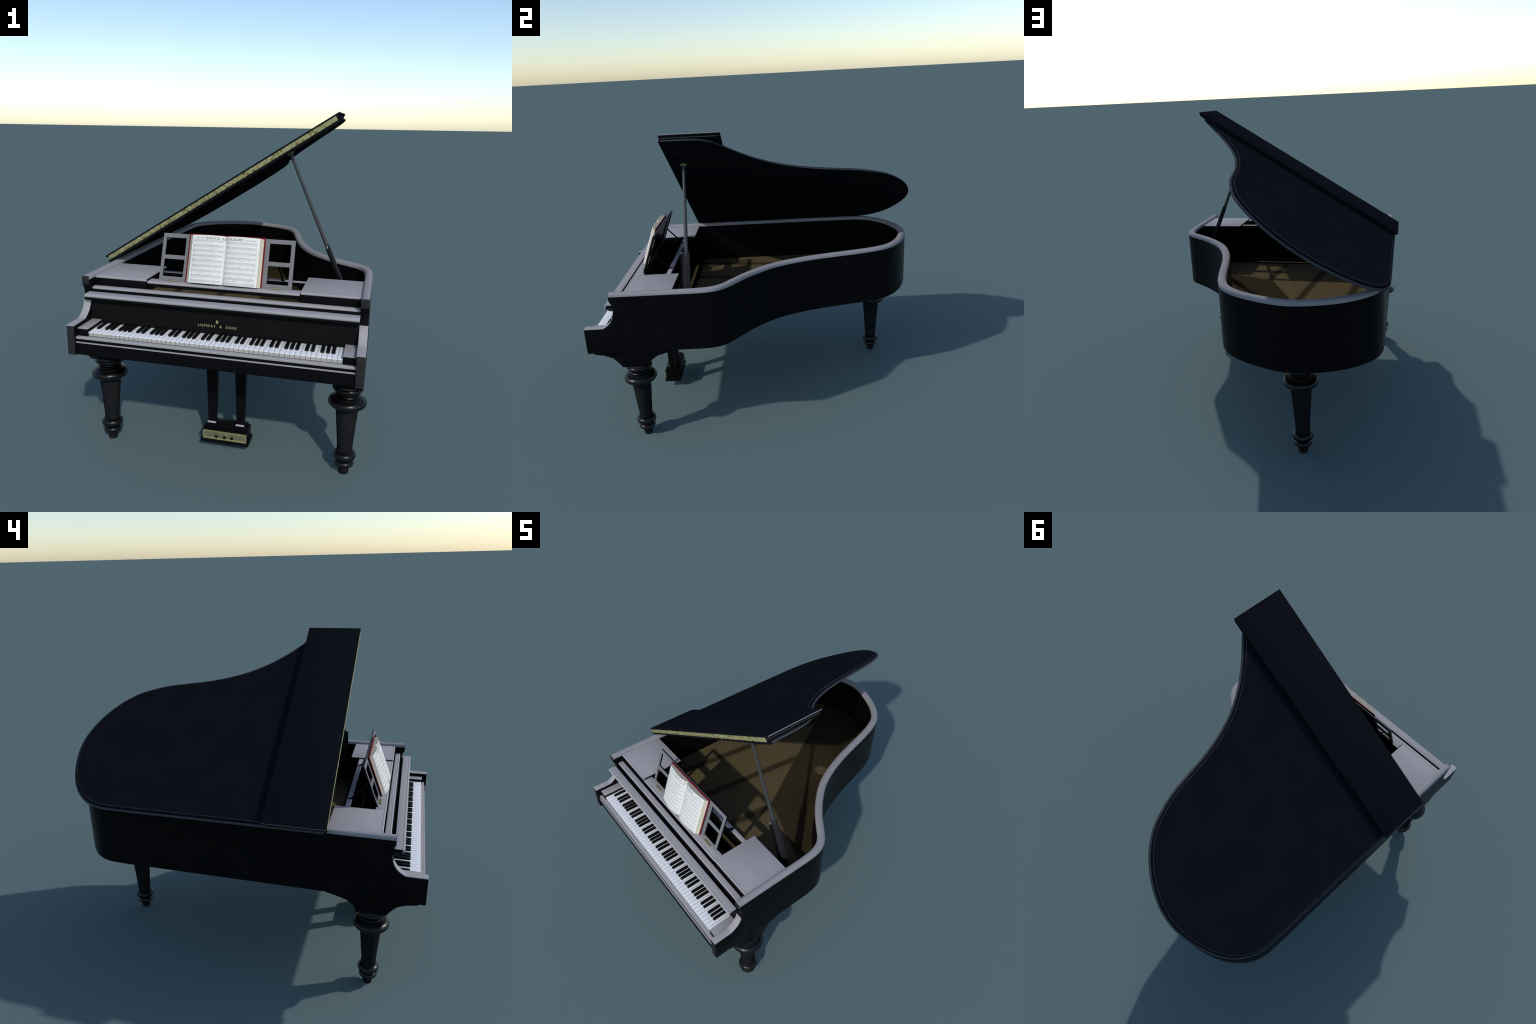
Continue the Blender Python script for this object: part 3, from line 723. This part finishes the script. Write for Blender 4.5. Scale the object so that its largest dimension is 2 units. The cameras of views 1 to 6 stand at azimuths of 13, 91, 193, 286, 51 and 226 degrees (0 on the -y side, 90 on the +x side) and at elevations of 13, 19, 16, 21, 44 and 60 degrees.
# ------------------------------------------------------------------ the open music book (lies loose on the shelf)
BW, BH = 0.1915, 0.2410
book = empty("music_book")
book["label"] = "open red bound book of printed sheet music"
book["category"] = "book"
book.location = (0.0125, -0.7435, 0.9080); book.rotation_euler = (-TILT, 0, 0)
cov = 0.0045
prof = [(-BW, 0.0), (-0.012, 0.0), (-0.007, 0.0030), (0.0, 0.0040), (0.007, 0.0030), (0.012, 0.0), (BW, 0.0)]
def ribbon(name, top, bot, z0, z1, mat, parent, smooth=30, bevel=0.0):
    loop = [(a, b) for a, b in top] + [(a, b) for a, b in reversed(bot)]
    n = len(loop)
    v = [(a, b, z0) for a, b in loop] + [(a, b, z1) for a, b in loop]
    f = [tuple(range(n)), tuple(range(n, 2 * n))] + [(i, (i + 1) % n, n + (i + 1) % n, n + i) for i in range(n)]
    return add(name, v, f, mat, parent, smooth, bevel)
ribbon("book_cover", prof, [(a, b + 0.0035) for a, b in prof], 0.0, BH, RED, book)
hump = catmull([(0.0, 0.0075), (0.0035, 0.0130), (0.0100, 0.0200), (0.0240, 0.0265), (0.0480, 0.0305), (0.0800, 0.0310), (0.1150, 0.0275), (0.1480, 0.0215), (0.1690, 0.0165)], 8)
def hump_at(x):
    x = abs(x)
    for a, b in zip(hump, hump[1:]):
        if a[0] <= x <= b[0]: return a[1] + (b[1] - a[1]) * (x - a[0]) / max(1e-9, b[0] - a[0])
    return hump[-1][1]
for sgn in (-1, 1):
    top = [(sgn * a, -b) for a, b in hump]
    pts = top + [(sgn * (BW - 0.0065), -0.0006)] + [(sgn * 0.013, -0.0006), (sgn * 0.002, -0.0006)]
    n = len(pts)
    z0, z1 = -0.0015, 0.2328
    v = [(a, b, z0) for a, b in pts] + [(a, b, z1) for a, b in pts]
    f = [tuple(range(n)), tuple(range(n, 2 * n))] + [(i, (i + 1) % n, n + (i + 1) % n, n + i) for i in range(n)]
    add("page_block", v, f, PAGE_EDGE, book, 25)
    # uppermost printed leaf, a hair proud of the block
    up = [(sgn * a, -b - 0.0004) for a, b in hump]; up2 = [(sgn * a, -b - 0.0009) for a, b in hump]
    ribbon("page", up2, up, z0 - 0.0008, z1 + 0.0006, PAGE, book, 40)
def on_page(ob, x, w):
    for vtx in ob.data.vertices:
        px, pw = vtx.co.x + x, vtx.co.y + w
        vtx.co = (px, -hump_at(px) - 0.0012 - vtx.co.z, pw)
on_page(text_mesh("song_title", "ENVOI  DE FLEURS", 0.012, INK, book, depth=0.0001, fit=(0.183, 0.0115), bold=0.0001), -0.0020, 0.2135)
on_page(text_mesh("song_note", "Paul DELMET", 0.006, INK, book, depth=0.0001, fit=(0.052, 0.0048)), 0.1270, 0.2160)
on_page(text_mesh("song_note", "Paroles", 0.006, INK, book, depth=0.0001, fit=(0.046, 0.0050)), -0.1230, 0.2170)
bpy.context.view_layer.update()
